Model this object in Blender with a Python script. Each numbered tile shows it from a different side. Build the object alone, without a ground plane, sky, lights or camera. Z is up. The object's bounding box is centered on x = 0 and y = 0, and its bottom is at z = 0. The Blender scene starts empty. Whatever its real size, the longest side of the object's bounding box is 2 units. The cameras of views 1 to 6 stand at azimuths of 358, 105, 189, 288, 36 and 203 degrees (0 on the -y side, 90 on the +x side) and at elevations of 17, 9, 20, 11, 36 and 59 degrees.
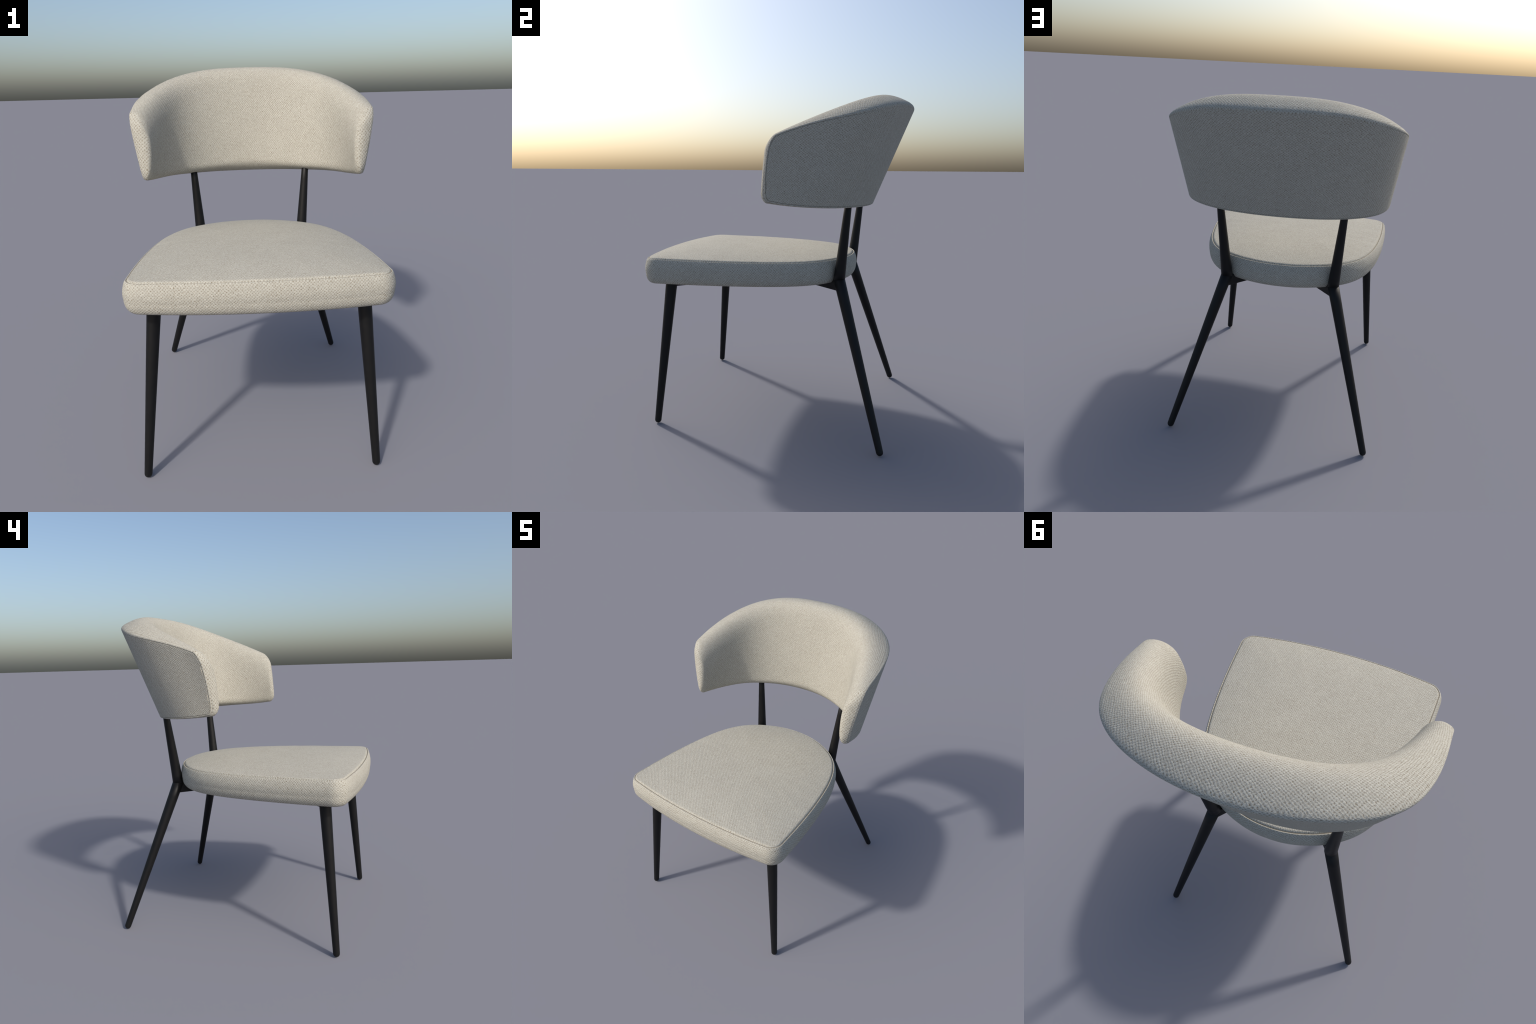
import bpy, bmesh, math, random
import numpy as np
from mathutils import Vector

random.seed(7)
MIRROR = np.array([-1.0, 1.0, 1.0])


# ---------------------------------------------------------------- maths
def spline(x, P, ts):
    """natural cubic spline through the points P at the parameters x"""
    x = np.asarray(x, float)
    P = np.asarray(P, float)
    n = len(x)
    h = np.diff(x)
    A = np.zeros((n, n))
    b = np.zeros_like(P)
    A[0, 0] = A[-1, -1] = 1
    for i in range(1, n - 1):
        A[i, i - 1], A[i, i], A[i, i + 1] = h[i - 1], 2 * (h[i - 1] + h[i]), h[i]
        b[i] = 6 * ((P[i + 1] - P[i]) / h[i] - (P[i] - P[i - 1]) / h[i - 1])
    M = np.linalg.solve(A, b)
    ts = np.asarray(ts, float)
    i = np.clip(np.searchsorted(x, ts) - 1, 0, n - 2)
    ex = (slice(None),) + (None,) * (P.ndim - 1)
    t, hh = (ts - x[i])[ex], h[i][ex]
    return (M[i] * (hh - t) ** 3 / (6 * hh) + M[i + 1] * t ** 3 / (6 * hh)
            + (P[i] / hh - M[i] * hh / 6) * (hh - t) + (P[i + 1] / hh - M[i + 1] * hh / 6) * t)


def arc_lengths(c):
    return np.concatenate([[0], np.cumsum(np.linalg.norm(np.diff(c, axis=0), axis=1))])


def unit(v):
    return v / (np.linalg.norm(v, axis=-1, keepdims=True) + 1e-12)


# ---------------------------------------------------------------- mesh helpers
def ring_mesh(name, rings, cap_first=False, cap_last=False, flip=False, sharp_rings=()):
    """quads between successive closed rings of equal length"""
    m = len(rings[0])
    verts = [tuple(p) for r in rings for p in r]
    faces = []
    for k in range(len(rings) - 1):
        for i in range(m):
            j = (i + 1) % m
            f = (k * m + i, k * m + j, (k + 1) * m + j, (k + 1) * m + i)
            faces.append(f[::-1] if flip else f)
    if cap_first:
        f = tuple(range(m))
        faces.append(f if flip else f[::-1])
    if cap_last:
        o = (len(rings) - 1) * m
        f = tuple(range(o, o + m))
        faces.append(f[::-1] if flip else f)
    me = bpy.data.meshes.new(name)
    me.from_pydata(verts, [], faces)
    bm = bmesh.new()
    bm.from_mesh(me)
    bmesh.ops.remove_doubles(bm, verts=bm.verts, dist=2e-5)
    bmesh.ops.dissolve_degenerate(bm, dist=1e-6, edges=bm.edges)
    bm.to_mesh(me)
    bm.free()
    me.polygons.foreach_set("use_smooth", [True] * len(me.polygons))
    me.update()
    return me


def add(name, me, mat, parent, kind=None):
    ob = bpy.data.objects.new(name, me)
    bpy.context.scene.collection.objects.link(ob)
    if mat is not None and not me.materials:
        me.materials.append(mat)
    ob.parent = parent
    if kind:
        ob["kind"] = kind
    return ob


# ---------------------------------------------------------------- materials
class Nodes:
    """small helper to write node trees as expressions"""

    def __init__(self, mat):
        mat.use_nodes = True
        self.t = mat.node_tree
        self.bsdf = self.t.nodes["Principled BSDF"]

    def new(self, kind, **kw):
        n = self.t.nodes.new(kind)
        for k, v in kw.items():
            setattr(n, k, v)
        return n

    def put(self, sock, v):
        if isinstance(v, bpy.types.NodeSocket):
            self.t.links.new(v, sock)
        else:
            sock.default_value = v

    def math(self, op, a, b=0.0, c=0.0, clamp=False):
        n = self.new("ShaderNodeMath", operation=op)
        n.use_clamp = clamp
        for s, v in zip(n.inputs, (a, b, c)):
            self.put(s, v)
        return n.outputs[0]

    def mix(self, f, a, b):
        """scalar mix"""
        return self.math("ADD", self.math("MULTIPLY", a, self.math("SUBTRACT", 1.0, f)), self.math("MULTIPLY", b, f))

    def sep(self, v):
        n = self.new("ShaderNodeSeparateXYZ")
        self.put(n.inputs[0], v)
        return n.outputs

    def comb(self, x, y, z=0.0):
        n = self.new("ShaderNodeCombineXYZ")
        for s, v in zip(n.inputs, (x, y, z)):
            self.put(s, v)
        return n.outputs[0]

    def noise(self, vec, scale, detail=2.0, rough=0.5, out=0):
        n = self.new("ShaderNodeTexNoise")
        self.put(n.inputs["Vector"], vec)
        n.inputs["Scale"].default_value = scale
        n.inputs["Detail"].default_value = detail
        n.inputs["Roughness"].default_value = rough
        return n.outputs[out]

    def ramp(self, f, stops):
        n = self.new("ShaderNodeValToRGB")
        self.put(n.inputs[0], f)
        e = n.color_ramp.elements
        while len(e) < len(stops):
            e.new(0.5)
        for el, (p, c) in zip(e, stops):
            el.position, el.color = p, (*c, 1)
        return n.outputs[0]


FABRIC_DARK = (0.225, 0.195, 0.145)
FABRIC_MID = (0.412, 0.399, 0.345)
FABRIC_LIGHT = (0.545, 0.528, 0.462)


def fabric(name, mode, period=0.0078, center=(0.0, -0.2), bump=0.5):
    """loosely woven chenille: plain weave of plump threads, laid along the surface"""
    mat = bpy.data.materials.new(name)
    N = Nodes(mat)
    obj = N.new("ShaderNodeTexCoord").outputs["Object"]
    nor = N.sep(N.new("ShaderNodeNewGeometry").outputs["Normal"])
    p = N.sep(obj)
    x, y, z = p[0], p[1], p[2]
    ax, ay, az = (N.math("ABSOLUTE", nor[i]) for i in range(3))
    if mode == "seat_top":
        u, v = x, y
    elif mode == "seat_side":
        side = N.math("GREATER_THAN", ax, ay)
        u, v = N.mix(side, x, y), z
    else:
        dx, dy = N.math("SUBTRACT", x, center[0]), N.math("SUBTRACT", y, center[1])
        rho = N.math("SQRT", N.math("ADD", N.math("MULTIPLY", dx, dx), N.math("MULTIPLY", dy, dy)))
        th = N.math("ARCTAN2", dx, dy)
        u = N.math("MULTIPLY", th, 0.80 if mode == "panel" else 0.80)
        if mode == "panel":
            v = N.math("MULTIPLY", z, 1.1)
        else:
            # follow the section round: up the inner face, over the crest, down the rim
            radial = N.math("ADD", N.math("MULTIPLY", nor[0], N.math("SINE", th)), N.math("MULTIPLY", nor[1], N.math("COSINE", th)))
            rim_side = N.math("GREATER_THAN", radial, 0.66)
            under = N.math("MULTIPLY_ADD", N.math("GREATER_THAN", nor[2], 0.0), 2.5, -1.15)
            v = N.math("ADD", N.math("MULTIPLY", z, N.mix(rim_side, 0.7, -0.8)), N.math("MULTIPLY", rho, N.mix(rim_side, under, 1.35)))
            # the blunt wing ends look along the arc: lay the cloth by depth and height there
            tang = N.math("ABSOLUTE", N.math("SUBTRACT", N.math("MULTIPLY", nor[0], N.math("COSINE", th)),
                                             N.math("MULTIPLY", nor[1], N.math("SINE", th))))
            end = N.math("GREATER_THAN", tang, 0.62)
            u = N.mix(end, u, N.math("MULTIPLY", rho, 0.72))
            v = N.mix(end, v, N.math("MULTIPLY", z, 0.72))
    # threads wander a little and every stitch is uneven
    wob = N.new("ShaderNodeSeparateColor")
    N.put(wob.inputs[0], N.noise(obj, 45.0, 2.0, 0.5, 1))
    wob2 = N.new("ShaderNodeSeparateColor")
    N.put(wob2.inputs[0], N.noise(obj, 230.0, 1.0, 0.5, 1))
    k = 1.0 / period
    a = N.math("MULTIPLY_ADD", N.math("SUBTRACT", wob.outputs[0], 0.5), 1.7, N.math("MULTIPLY", u, k))
    a = N.math("MULTIPLY_ADD", N.math("SUBTRACT", wob2.outputs[0], 0.5), 1.1, a)
    b = N.math("MULTIPLY_ADD", N.math("SUBTRACT", wob.outputs[1], 0.5), 1.7, N.math("MULTIPLY", v, k))
    b = N.math("MULTIPLY_ADD", N.math("SUBTRACT", wob2.outputs[1], 0.5), 1.1, b)
    sa = N.math("SINE", N.math("MULTIPLY", a, math.pi))
    sb = N.math("SINE", N.math("MULTIPLY", b, math.pi))
    c = N.math("MULTIPLY", sa, sb)
    # staggered plump stitches with small pits between them
    h = N.math("MULTIPLY_ADD", c, 0.5, 0.5)
    # every stitch differs a little in height and tone
    cell = N.new("ShaderNodeTexWhiteNoise", noise_dimensions="2D")
    N.put(cell.inputs["Vector"], N.comb(N.math("FLOOR", a), N.math("FLOOR", b)))
    stitch = cell.outputs["Value"]
    fuzz = N.noise(obj, 420.0, 2.0, 0.6)
    patch = N.noise(obj, 9.0, 3.0, 0.55)
    height = N.math("MULTIPLY_ADD", fuzz, 0.35, N.math("MULTIPLY", h, N.math("MULTIPLY_ADD", stitch, 0.35, 0.8)))
    tone = N.math("MULTIPLY_ADD", stitch, 0.18, N.math("MULTIPLY_ADD", h, 0.20, 0.31))
    tone = N.math("MULTIPLY_ADD", N.math("SUBTRACT", fuzz, 0.5), 0.34, tone)
    tone = N.math("MULTIPLY_ADD", N.math("SUBTRACT", patch, 0.5), 0.10, tone)
    # slubs: short thick and thin stretches of yarn
    tone = N.math("MULTIPLY_ADD", N.math("SUBTRACT", N.noise(obj, 85.0, 2.0, 0.6), 0.5), 0.26, tone)
    pit = N.math("MULTIPLY", N.math("POWER", N.math("SUBTRACT", 1.0, h, 0.0, True), 4.5), N.math("MULTIPLY_ADD", stitch, 0.62, 0.0))
    tone = N.math("SUBTRACT", tone, pit, 0.0, True)
    col = N.ramp(tone, [(0.08, FABRIC_DARK), (0.50, FABRIC_MID), (0.92, FABRIC_LIGHT)])
    N.put(N.bsdf.inputs["Base Color"], col)
    N.bsdf.inputs["Roughness"].default_value = 0.92
    N.bsdf.inputs["Specular IOR Level"].default_value = 0.15
    bn = N.new("ShaderNodeBump")
    bn.inputs["Strength"].default_value = bump
    bn.inputs["Distance"].default_value = 0.0022
    N.put(bn.inputs["Height"], height)
    N.put(N.bsdf.inputs["Normal"], bn.outputs[0])
    return mat


def metal(name, base, rough):
    mat = bpy.data.materials.new(name)
    N = Nodes(mat)
    obj = N.new("ShaderNodeTexCoord").outputs["Object"]
    n = N.noise(obj, 35.0, 3.0)
    col = N.ramp(n, [(0.3, tuple(c * 0.9 for c in base)), (0.7, tuple(c * 1.1 for c in base))])
    N.put(N.bsdf.inputs["Base Color"], col)
    N.put(N.bsdf.inputs["Roughness"], N.math("MULTIPLY_ADD", n, 0.1, rough - 0.05))
    N.bsdf.inputs["Specular IOR Level"].default_value = 0.26
    bn = N.new("ShaderNodeBump")
    bn.inputs["Strength"].default_value = 0.15
    bn.inputs["Distance"].default_value = 0.0005
    N.put(bn.inputs["Height"], N.noise(obj, 900.0, 2.0))
    N.put(N.bsdf.inputs["Normal"], bn.outputs[0])
    return mat


MAT_TOP = fabric("seat_top_fabric", "seat_top", 0.0069, bump=0.45)
MAT_SIDE = fabric("seat_side_fabric", "seat_side", 0.0074)
MAT_FRONT = fabric("cushion_fabric", "cushion", 0.0069)
MAT_PANEL = fabric("panel_fabric", "panel", 0.0072)
MAT_SEAM_SHADOW = metal("seam_shadow_dark", (0.24, 0.21, 0.16), 0.95)
MAT_STEEL = metal("black_powder_coat", (0.0052, 0.0052, 0.0055), 0.5)
MAT_FOOT = metal("black_plastic", (0.0075, 0.0075, 0.0075), 0.45)

root = bpy.data.objects.new("dining_chair", None)
bpy.context.scene.collection.objects.link(root)
root["label"] = "dining chair with beige woven upholstery and black tapered legs"
root["category"] = "dining chair"

# ---------------------------------------------------------------- seat
SEAT_X = -0.0147
SEAT_CENTER = np.array([0.0, -0.15])
FRONT_Y, CORNER, CORNER_R = -0.7668, np.array([0.6167, -0.7104]), 0.0654
SIDE_RADII = (0.6377, 0.568, 0.5671, 0.5941, 0.5991)
REAR_Y = 0.450


def seat_outline(n=150):
    """D-shaped plan: bowed front edge, rounded corner, side sweeping into a round back"""
    t = np.linspace(0, 1, 61)
    front = np.stack([t * CORNER[0], FRONT_Y + (CORNER[1] - FRONT_Y) * (0.913 * t ** 2 + 0.087 * t ** 4)], 1)
    a0 = math.atan2(CORNER[1] - SEAT_CENTER[1], CORNER[0])
    an = a0 + (math.pi / 2 - a0) * np.arange(1, 6) / 6
    K = [CORNER] + [np.array([r * math.cos(a), r * math.sin(a) + SEAT_CENTER[1]]) for r, a in zip(SIDE_RADII, an)]
    K += [np.array([0, REAR_Y]), K[-1] * [-1, 1]]
    K = np.array(K)
    kn = arc_lengths(K)
    side = spline(kn, K, np.linspace(0, kn[-2], 241))
    fa, sa, d = arc_lengths(front[::-1]), arc_lengths(side), CORNER_R
    A = np.array([np.interp(d, fa, front[::-1][:, i]) for i in (0, 1)])
    B = np.array([np.interp(d, sa, side[:, i]) for i in (0, 1)])
    s, w = np.linspace(0, 1, 41)[:, None], 0.62
    bez = ((1 - s) ** 2 * A + 2 * s * (1 - s) * w * CORNER + s ** 2 * B) / ((1 - s) ** 2 + 2 * s * (1 - s) * w + s ** 2)
    half = np.concatenate([front[::-1][fa > d][::-1], bez, side[sa > d]])
    a = arc_lengths(half)
    q = np.linspace(0, a[-1], n)
    half = np.stack([np.interp(q, a, half[:, i]) for i in (0, 1)], 1)
    full = np.concatenate([half, (half * [-1, 1])[-2:0:-1]])
    T = unit(np.roll(full, -1, 0) - np.roll(full, 1, 0))
    return full, np.stack([T[:, 1], -T[:, 0]], 1)


OUT, OUT_N = seat_outline()


def rim_z(xy):
    x, y = xy[:, 0], xy[:, 1]
    return 1.0434 - 0.0035 * y + 0.004 * (y ** 2 - 0.2) - 0.0147 * (x ** 2 - 0.2)


def base_z(xy):
    return 0.9005 + 0.0082 * xy[:, 1]


def seat_ring(xy, z):
    return np.concatenate([xy + [SEAT_X, 0], z[:, None]], 1)


# boxing (side wall) from the seam lip down and under
GROOVE_IN, GROOVE_DEEP = 0.0088, 0.008
S, Bz = rim_z(OUT), base_z(OUT)
side = [seat_ring(OUT - OUT_N * GROOVE_IN, S - GROOVE_DEEP),
        seat_ring(OUT - OUT_N * (GROOVE_IN - 0.0015), S - 0.003),
        seat_ring(OUT - OUT_N * (GROOVE_IN - 0.0032), S - 0.0003),
        seat_ring(OUT - OUT_N * 0.003, S + 0.0002),
        seat_ring(OUT - OUT_N * 0.0012, S - 0.0012),
        seat_ring(OUT + OUT_N * 0.0002, S - 0.004)]
for a in np.linspace(0.06, 0.58, 12):
    side.append(seat_ring(OUT + OUT_N * (0.0096 * math.sin(math.pi * a / 0.7) + 0.0077 * a / 0.6), S * (1 - a) + Bz * a))
zz, RB = S * 0.4 + Bz * 0.6, 0.036
for th in np.linspace(0, math.pi / 2, 16):
    o = 0.0096 * math.sin(math.pi * 0.6 / 0.7) + 0.0077 - RB * (1 - math.cos(th))
    side.append(seat_ring(OUT + OUT_N * o, zz - (zz - Bz) * math.sin(th)))
inner = OUT - OUT_N * (RB - 0.0077)
for k in (0.93, 0.8, 0.5, 0.2, 0.0):
    xy = SEAT_CENTER + (inner - SEAT_CENTER) * k
    side.append(seat_ring(xy, base_z(xy)))

seat = add("seat", ring_mesh("seat", side[::-1]), MAT_SIDE, root)

# top panel, plump at its sewn edge and gently crowned like a stretched membrane
PANEL_EDGE = OUT - OUT_N * (GROOVE_IN + 0.0014)
CROWN, LIP, LIP_W = 0.037, 0.0065, 0.011


def membrane(n=72, rounds=2500):
    """height of a skin blown up over the seat plan, solved on a grid; 1 at its highest"""
    gx, gy = np.linspace(-.72, .72, n), np.linspace(-.86, .58, n)
    X, Y = np.meshgrid(gx, gy, indexing="ij")
    inside = np.zeros(X.shape, bool)
    px, py = OUT[:, 0], OUT[:, 1]
    qx, qy = np.roll(px, -1), np.roll(py, -1)
    for i in range(len(px)):
        cross = ((py[i] > Y) != (qy[i] > Y)) & (X < (qx[i] - px[i]) * (Y - py[i]) / (qy[i] - py[i] + 1e-12) + px[i])
        inside ^= cross
    H = np.zeros(X.shape)
    for _ in range(rounds):
        H = inside * (1e-3 + 0.25 * (np.roll(H, 1, 0) + np.roll(H, -1, 0) + np.roll(H, 1, 1) + np.roll(H, -1, 1)))
    H /= H.max()

    def sample(xy):
        fx = np.clip((xy[:, 0] - gx[0]) / (gx[1] - gx[0]), 0, n - 2.001)
        fy = np.clip((xy[:, 1] - gy[0]) / (gy[1] - gy[0]), 0, n - 2.001)
        i, j = fx.astype(int), fy.astype(int)
        s, t = fx - i, fy - j
        return (H[i, j] * (1 - s) * (1 - t) + H[i + 1, j] * s * (1 - t) + H[i, j + 1] * (1 - s) * t + H[i + 1, j + 1] * s * t)
    return sample


crown = membrane()
EDGE_CROWN = crown(PANEL_EDGE)


def puff(xy, near_edge=1.0):
    h = np.maximum(0, crown(xy) - near_edge * EDGE_CROWN)
    return CROWN * (1 - (1 - h) ** 1.35)


top = [seat_ring(PANEL_EDGE + OUT_N * 0.0015, rim_z(PANEL_EDGE) - GROOVE_DEEP + 0.0005)]
for d in (0.0004, 0.0012, 0.0025, 0.0045, 0.007, 0.010, 0.015, 0.022, 0.03, 0.04):
    xy = PANEL_EDGE - OUT_N * d
    lift = (LIP + 0.004) * math.sqrt(max(0.0, 1 - (1 - min(1.0, d / LIP_W)) ** 2)) - 0.004
    top.append(seat_ring(xy, rim_z(xy) + lift + puff(xy, 1 - d / .35)))
e0 = PANEL_EDGE - OUT_N * 0.04
for k in np.concatenate([np.linspace(0.96, 0.08, 20), [0.0]]):
    xy = SEAT_CENTER + (e0 - SEAT_CENTER) * k
    top.append(seat_ring(xy, rim_z(xy) + LIP + puff(xy, max(0, 1 - .04 / .35) * k)))
add("seat_top_panel", ring_mesh("seat_top_panel", top), MAT_TOP, seat)

# sunk cord coloured dark to draw the shadow line in the seat groove
shadow_tube = []
SEAM_XY = OUT - OUT_N * (GROOVE_IN - 0.0002)
for i in range(9):
    t = 2 * math.pi * i / 8
    xy = SEAM_XY + OUT_N * (0.0021 * math.cos(t))
    shadow_tube.append(seat_ring(xy, S - 0.0028 + 0.0021 * math.sin(t)))
add("seam_shadow_line", ring_mesh("seam_shadow_line", shadow_tube), MAT_SEAM_SHADOW, seat)

# ---------------------------------------------------------------- backrest
# knots from the middle of the back to the wing tip; the other half mirrors them
KU = np.array([0, .25, .5, .7, .85, 1.0])
KI = np.array([0, .28, .55, .8, 1.0])
TOP_EDGE = np.array([[0.0000, 0.7884, 1.9435],
    [0.3348, 0.7339, 1.9350],
    [0.5983, 0.5403, 1.8730],
    [0.6661, 0.3003, 1.8132],
    [0.6729, 0.1578, 1.7720],
    [0.6783, 0.0704, 1.7378]])
LOW_EDGE = np.array([[0.0000, 0.5553, 1.3592],
    [0.3282, 0.5012, 1.3596],
    [0.5516, 0.3391, 1.3647],
    [0.6123, 0.1787, 1.3752],
    [0.6193, 0.0936, 1.3856],
    [0.6205, 0.0258, 1.3986]])
INNER_TOP = np.array([[0.0000, 0.5783, 2.0601],
    [0.2493, 0.5505, 2.0440],
    [0.4413, 0.4256, 1.9766],
    [0.5410, 0.2077, 1.8522],
    [0.6103, 0.0052, 1.7372]])
INNER_LOW = np.array([[0.0000, 0.4880, 1.3909],
    [0.2282, 0.4470, 1.3786],
    [0.4257, 0.3337, 1.3685],
    [0.5445, 0.1467, 1.3668],
    [0.5813, -0.0347, 1.3832]])
BACK_X, R_TOP_ROUND, R_LOW_ROUND, R_END = 0.0010, 0.1713, 0.0500, 0.0605
C_TOP, C_LOW, SQUARE, BOW = 0.0684, 0.0544, 2.7914, 0.0263
BULGE_MID, BULGE_TIP = 0.0123, 0.0273
ARC_L = 1.05
WING_H = np.linalg.norm(TOP_EDGE[-1] - LOW_EDGE[-1])


def edge(K, u, U=KU):
    x = np.concatenate([-U[:0:-1], U])
    return spline(x, np.concatenate([K[:0:-1] * MIRROR, K]), u)


def face(uv):
    """inner face of the cushion, gently bulged between its low and top lines"""
    u, v = uv[:, 0], uv[:, 1]
    lo, hi = edge(INNER_LOW, u, KI), edge(INNER_TOP, u, KI)
    mid = (INNER_LOW + INNER_TOP) / 2
    n = unit(np.cross(edge(mid, u + .005, KI) - edge(mid, u - .005, KI), hi - lo))
    swell = (BULGE_MID + (BULGE_TIP - BULGE_MID) * u ** 2) * 4 * v * (1 - v)
    return lo * (1 - v)[:, None] + hi * v[:, None] + n * swell[:, None]


def skin(uv):
    """outer skin: straight rulings between the low and the top edge"""
    u, v = uv[:, 0], uv[:, 1]
    u = u * (1 + BOW * 4 * v * (1 - v) * np.abs(u) ** 3)
    return edge(LOW_EDGE, u) * (1 - v)[:, None] + edge(TOP_EDGE, u) * v[:, None]


def inward(uv, h=1e-3):
    a = skin(uv + [h, 0]) - skin(uv - [h, 0])
    b = skin(uv + [0, h]) - skin(uv - [0, h])
    return unit(np.cross(a, b))


def panel_loop(nb=110, k=22, ne=34):
    ub, ut, vb, vt = C_LOW / ARC_L, C_TOP / ARC_L, C_LOW / WING_H, C_TOP / WING_H
    s = np.linspace(0, 1, nb)
    th = np.linspace(-math.pi / 2, 0, k)
    th2 = np.linspace(0, math.pi / 2, k)
    e = np.linspace(vb, 1 - vt, ne)[1:]
    half = np.concatenate([np.stack([s * (1 - ub), 0 * s], 1),
                           np.stack([1 - ub + ub * np.cos(th), vb + vb * np.sin(th)], 1)[1:],
                           np.stack([0 * e + 1, e], 1),
                           np.stack([1 - ut + ut * np.cos(th2), 1 - vt + vt * np.sin(th2)], 1)[1:],
                           np.stack([s[::-1] * (1 - ut), 0 * s + 1], 1)[1:]])
    return np.concatenate([half, (half * [-1, 1])[-2:0:-1]])


LOOP = panel_loop()
HEIGHT = np.linalg.norm(edge(TOP_EDGE, LOOP[:, 0]) - edge(LOW_EDGE, LOOP[:, 0]), axis=1)
# in-plane inward direction along the rim
RIM = skin(LOOP)
RIM_T = unit(np.roll(RIM, -1, 0) - np.roll(RIM, 1, 0))
RIM_N = inward(LOOP)
RIM_IN = unit(np.cross(RIM_N, RIM_T))
RIM_IN *= np.sign(((RIM.mean(0) - RIM) * RIM_IN).sum(1).mean())
OFF = np.array([BACK_X, 0, 0])


def rim(inset, deep):
    return RIM + RIM_IN * np.reshape(inset, (-1, 1)) + RIM_N * np.reshape(deep, (-1, 1)) + OFF


# front cushion: wraps round the rim to the seam (softer along the top), then side wall, crest and inner face
top_mid = (LOOP[:, 1] > .999) * np.clip((0.75 - np.abs(LOOP[:, 0])) / 0.4, 0, 1)
top_mid = top_mid * top_mid * (3 - 2 * top_mid)
RR = 0.0080 + 0.0105 * top_mid
DEEP = 1 - 0.8 * top_mid
SEW = RR + 0.0022
cush = [rim(SEW, .0036 * DEEP), rim(SEW - .0005, .0014 * DEEP), rim(SEW - .0013, .0001)]
for f in np.linspace(0, 1, 6) * math.radians(80):
    cush.append(rim(RR * (1 - math.sin(f)), RR * (1 - math.cos(f))))
for th in np.linspace(0.03, 1, 40) * math.pi / 2:
    a = 1 - math.cos(th) ** (2 / SQUARE)
    b = math.sin(th) ** (2 / SQUARE)
    a_end = 1 - (1 - min(1.0, b) ** 1.95) ** (1 / 1.95)
    u, v = LOOP[:, 0] * (1 - R_END / ARC_L * a_end), LOOP[:, 1]
    dv = (np.where(v > .5, R_TOP_ROUND / HEIGHT * a * np.clip((v - .5) / .5, 0, 1), 0)
          - np.where(v < .5, R_LOW_ROUND / HEIGHT * a * np.clip((.5 - v) / .5, 0, 1), 0))
    w = np.stack([u, v - dv], 1)
    cush.append(skin(w) * (1 - b) + face(w) * b + OFF)
for k in (.08, .18, .3, .42, .54, .66, .78, .9, 1.0):
    ww = np.stack([w[:, 0] * (1 - .25 * k), .5 + (w[:, 1] - .5) * (1 - k)], 1)
    cush.append(face(ww) + OFF)
backrest = add("backrest", ring_mesh("backrest", cush), MAT_FRONT, root)

# flat outer panel, tucked into the seam
pan = [rim(SEW + .0002, .0034 * DEEP), rim(SEW + .0012, .0014 * DEEP), rim(SEW + .0020, .0001), rim(SEW + .004, .0)]
e0 = LOOP.copy()
u1 = LOOP[:, 0] * (1 - .03 / ARC_L)
v1 = .5 + (LOOP[:, 1] - .5) * (1 - .06 / HEIGHT)
for k in (.0, .04, .12, .24, .38, .52, .66, .8, .92, 1.0):
    w = np.stack([u1 * (1 - .25 * k), .5 + (v1 - .5) * (1 - k)], 1)
    pan.append(skin(w) + OFF)
add("outer_panel", ring_mesh("outer_panel", pan, flip=True), MAT_PANEL, backrest)

# ---------------------------------------------------------------- steel frame
FEET = {"front_right": (0.5594, -0.672), "front_left": (-0.5999, -0.673), "rear_right": (0.579, 0.691), "rear_left": (-0.601, 0.6905)}
HEADS = {"front_right": (0.4880, -0.597, 0.8582), "front_left": (-0.5180, -0.597, 0.8582),
         "rear_right": (0.3110, 0.4040, 0.9315), "rear_left": (-0.3325, 0.4045, 0.9315)}
POST_TOPS = {"rear_right": (0.3405, 0.4441, 1.340), "rear_left": (-0.3610, 0.4450, 1.340)}
R_HEAD, R_FOOT, R_POST = 0.0340, 0.0200, 0.0215
SEG = 40


def frame_of(d):
    d = Vector(d).normalized()
    a = d.cross(Vector((0, 1, 0))).normalized()
    return d, a, d.cross(a)


def ring_at(c, d, r, plane=None):
    """circle round the axis d; with a plane normal the ring is cut obliquely (a mitre)"""
    d, a, b = frame_of(d)
    out = []
    for i in range(SEG):
        t = 2 * math.pi * i / SEG
        p = (a * math.cos(t) + b * math.sin(t)) * r
        if plane is not None:
            p = p - d * (p.dot(plane) / d.dot(plane))
        out.append(Vector(c) + p)
    return out


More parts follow.
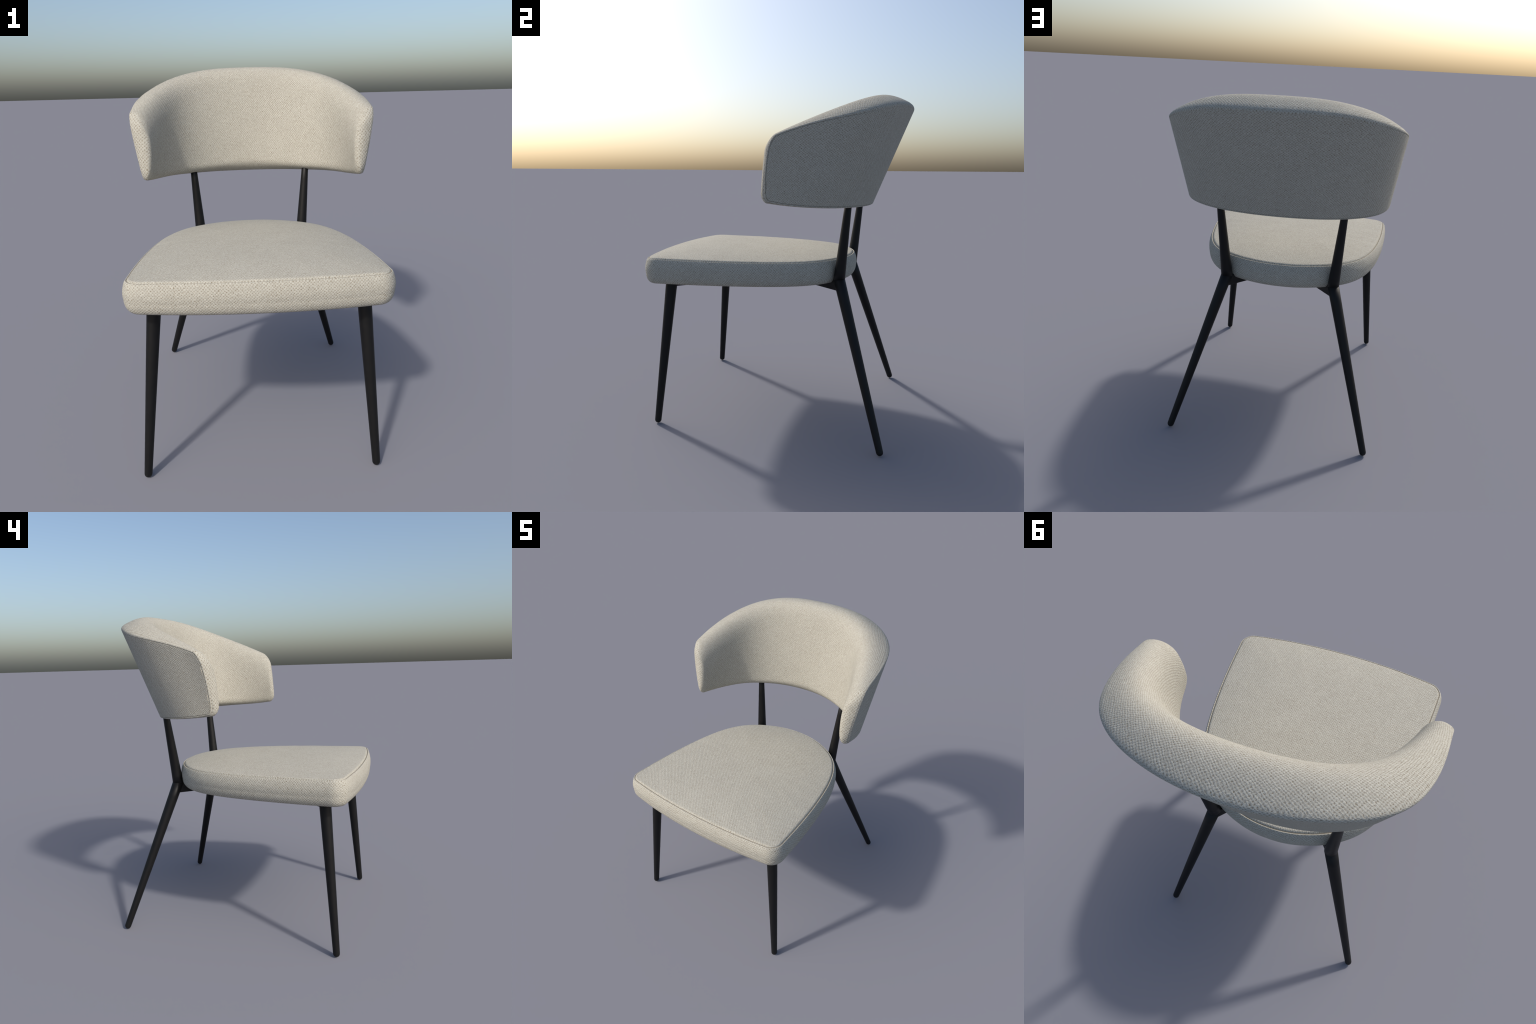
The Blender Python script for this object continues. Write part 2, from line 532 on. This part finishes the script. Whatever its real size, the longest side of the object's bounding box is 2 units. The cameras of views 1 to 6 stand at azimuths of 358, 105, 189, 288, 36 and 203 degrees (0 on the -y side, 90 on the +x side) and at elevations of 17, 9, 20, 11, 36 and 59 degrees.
for key, foot in FEET.items():
    head = Vector(HEADS[key])
    low = Vector((foot[0], foot[1], R_FOOT))
    d = (head - low).normalized()
    mitre = None
    if key in POST_TOPS:
        up = (Vector(POST_TOPS[key]) - head).normalized()
        mitre = (d + up).normalized()
        rings = [ring_at(low, d, R_FOOT)]
        rings += [ring_at(low.lerp(head, t), d, R_FOOT + (R_HEAD - R_FOOT) * t) for t in (0.03, 0.25, 0.5, 0.75, 0.9)]
        rings.append(ring_at(head, d, R_HEAD, mitre))
    else:
        rings = [ring_at(low, d, R_FOOT)]
        rings += [ring_at(low.lerp(head, t), d, R_FOOT + (R_HEAD - R_FOOT) * t) for t in (0.03, 0.25, 0.5, 0.75, 1.0, 1.07)]
    leg = add("leg", ring_mesh("leg", rings, cap_last=True), MAT_STEEL, root)
    # rounded glide at the bottom
    cap = [ring_at(low - d * (R_FOOT * math.sin(t)), d, max(1e-5, R_FOOT * math.cos(t)) * 0.995) for t in np.linspace(math.pi / 2, 0, 12)]
    cap.append(ring_at(low + d * 0.004, d, R_FOOT * 0.99))
    add("foot", ring_mesh("foot", cap), MAT_FOOT, leg)
    if key in POST_TOPS:
        end = head + up * ((Vector(POST_TOPS[key]) - head).length + 0.10)
        L = (end - head).length
        L0 = (Vector(POST_TOPS[key]) - head).length
        rad = lambda s: R_HEAD + (R_POST - R_HEAD) * s / L0
        rings = [ring_at(head + up * 0.0002, up, R_HEAD, mitre)]
        rings += [ring_at(head + up * s, up, rad(s)) for s in (0.05, 0.12, 0.2, 0.3, 0.38, L)]
        add("backrest_post", ring_mesh("backrest_post", rings, cap_first=True, cap_last=True), MAT_STEEL, root)


def bar(name, p, q, width, z0, z1):
    p, q = Vector((p[0], p[1], 0)), Vector((q[0], q[1], 0))
    d = (q - p).normalized()
    s = Vector((-d.y, d.x, 0)) * width / 2
    bm = bmesh.new()
    vs = [bm.verts.new(c + Vector((0, 0, z))) for z in (z0, z1) for c in (p - s, q - s, q + s, p + s)]
    for f in ((3, 2, 1, 0), (4, 5, 6, 7), (0, 1, 5, 4), (1, 2, 6, 5), (2, 3, 7, 6), (3, 0, 4, 7)):
        bm.faces.new([vs[i] for i in f])
    bmesh.ops.bevel(bm, geom=bm.edges[:], offset=0.003, segments=2, affect='EDGES', profile=0.5)
    me = bpy.data.meshes.new(name)
    bm.to_mesh(me)
    bm.free()
    return me


# crossed bars under the seat, tying each rear leg to the opposite front leg
add("cross_bar", bar("cross_bar", HEADS["rear_right"], HEADS["front_left"], 0.032, 0.8640, 0.9300), MAT_STEEL, root)
add("cross_bar", bar("cross_bar", HEADS["rear_left"], HEADS["front_right"], 0.032, 0.8655, 0.9315), MAT_STEEL, root)
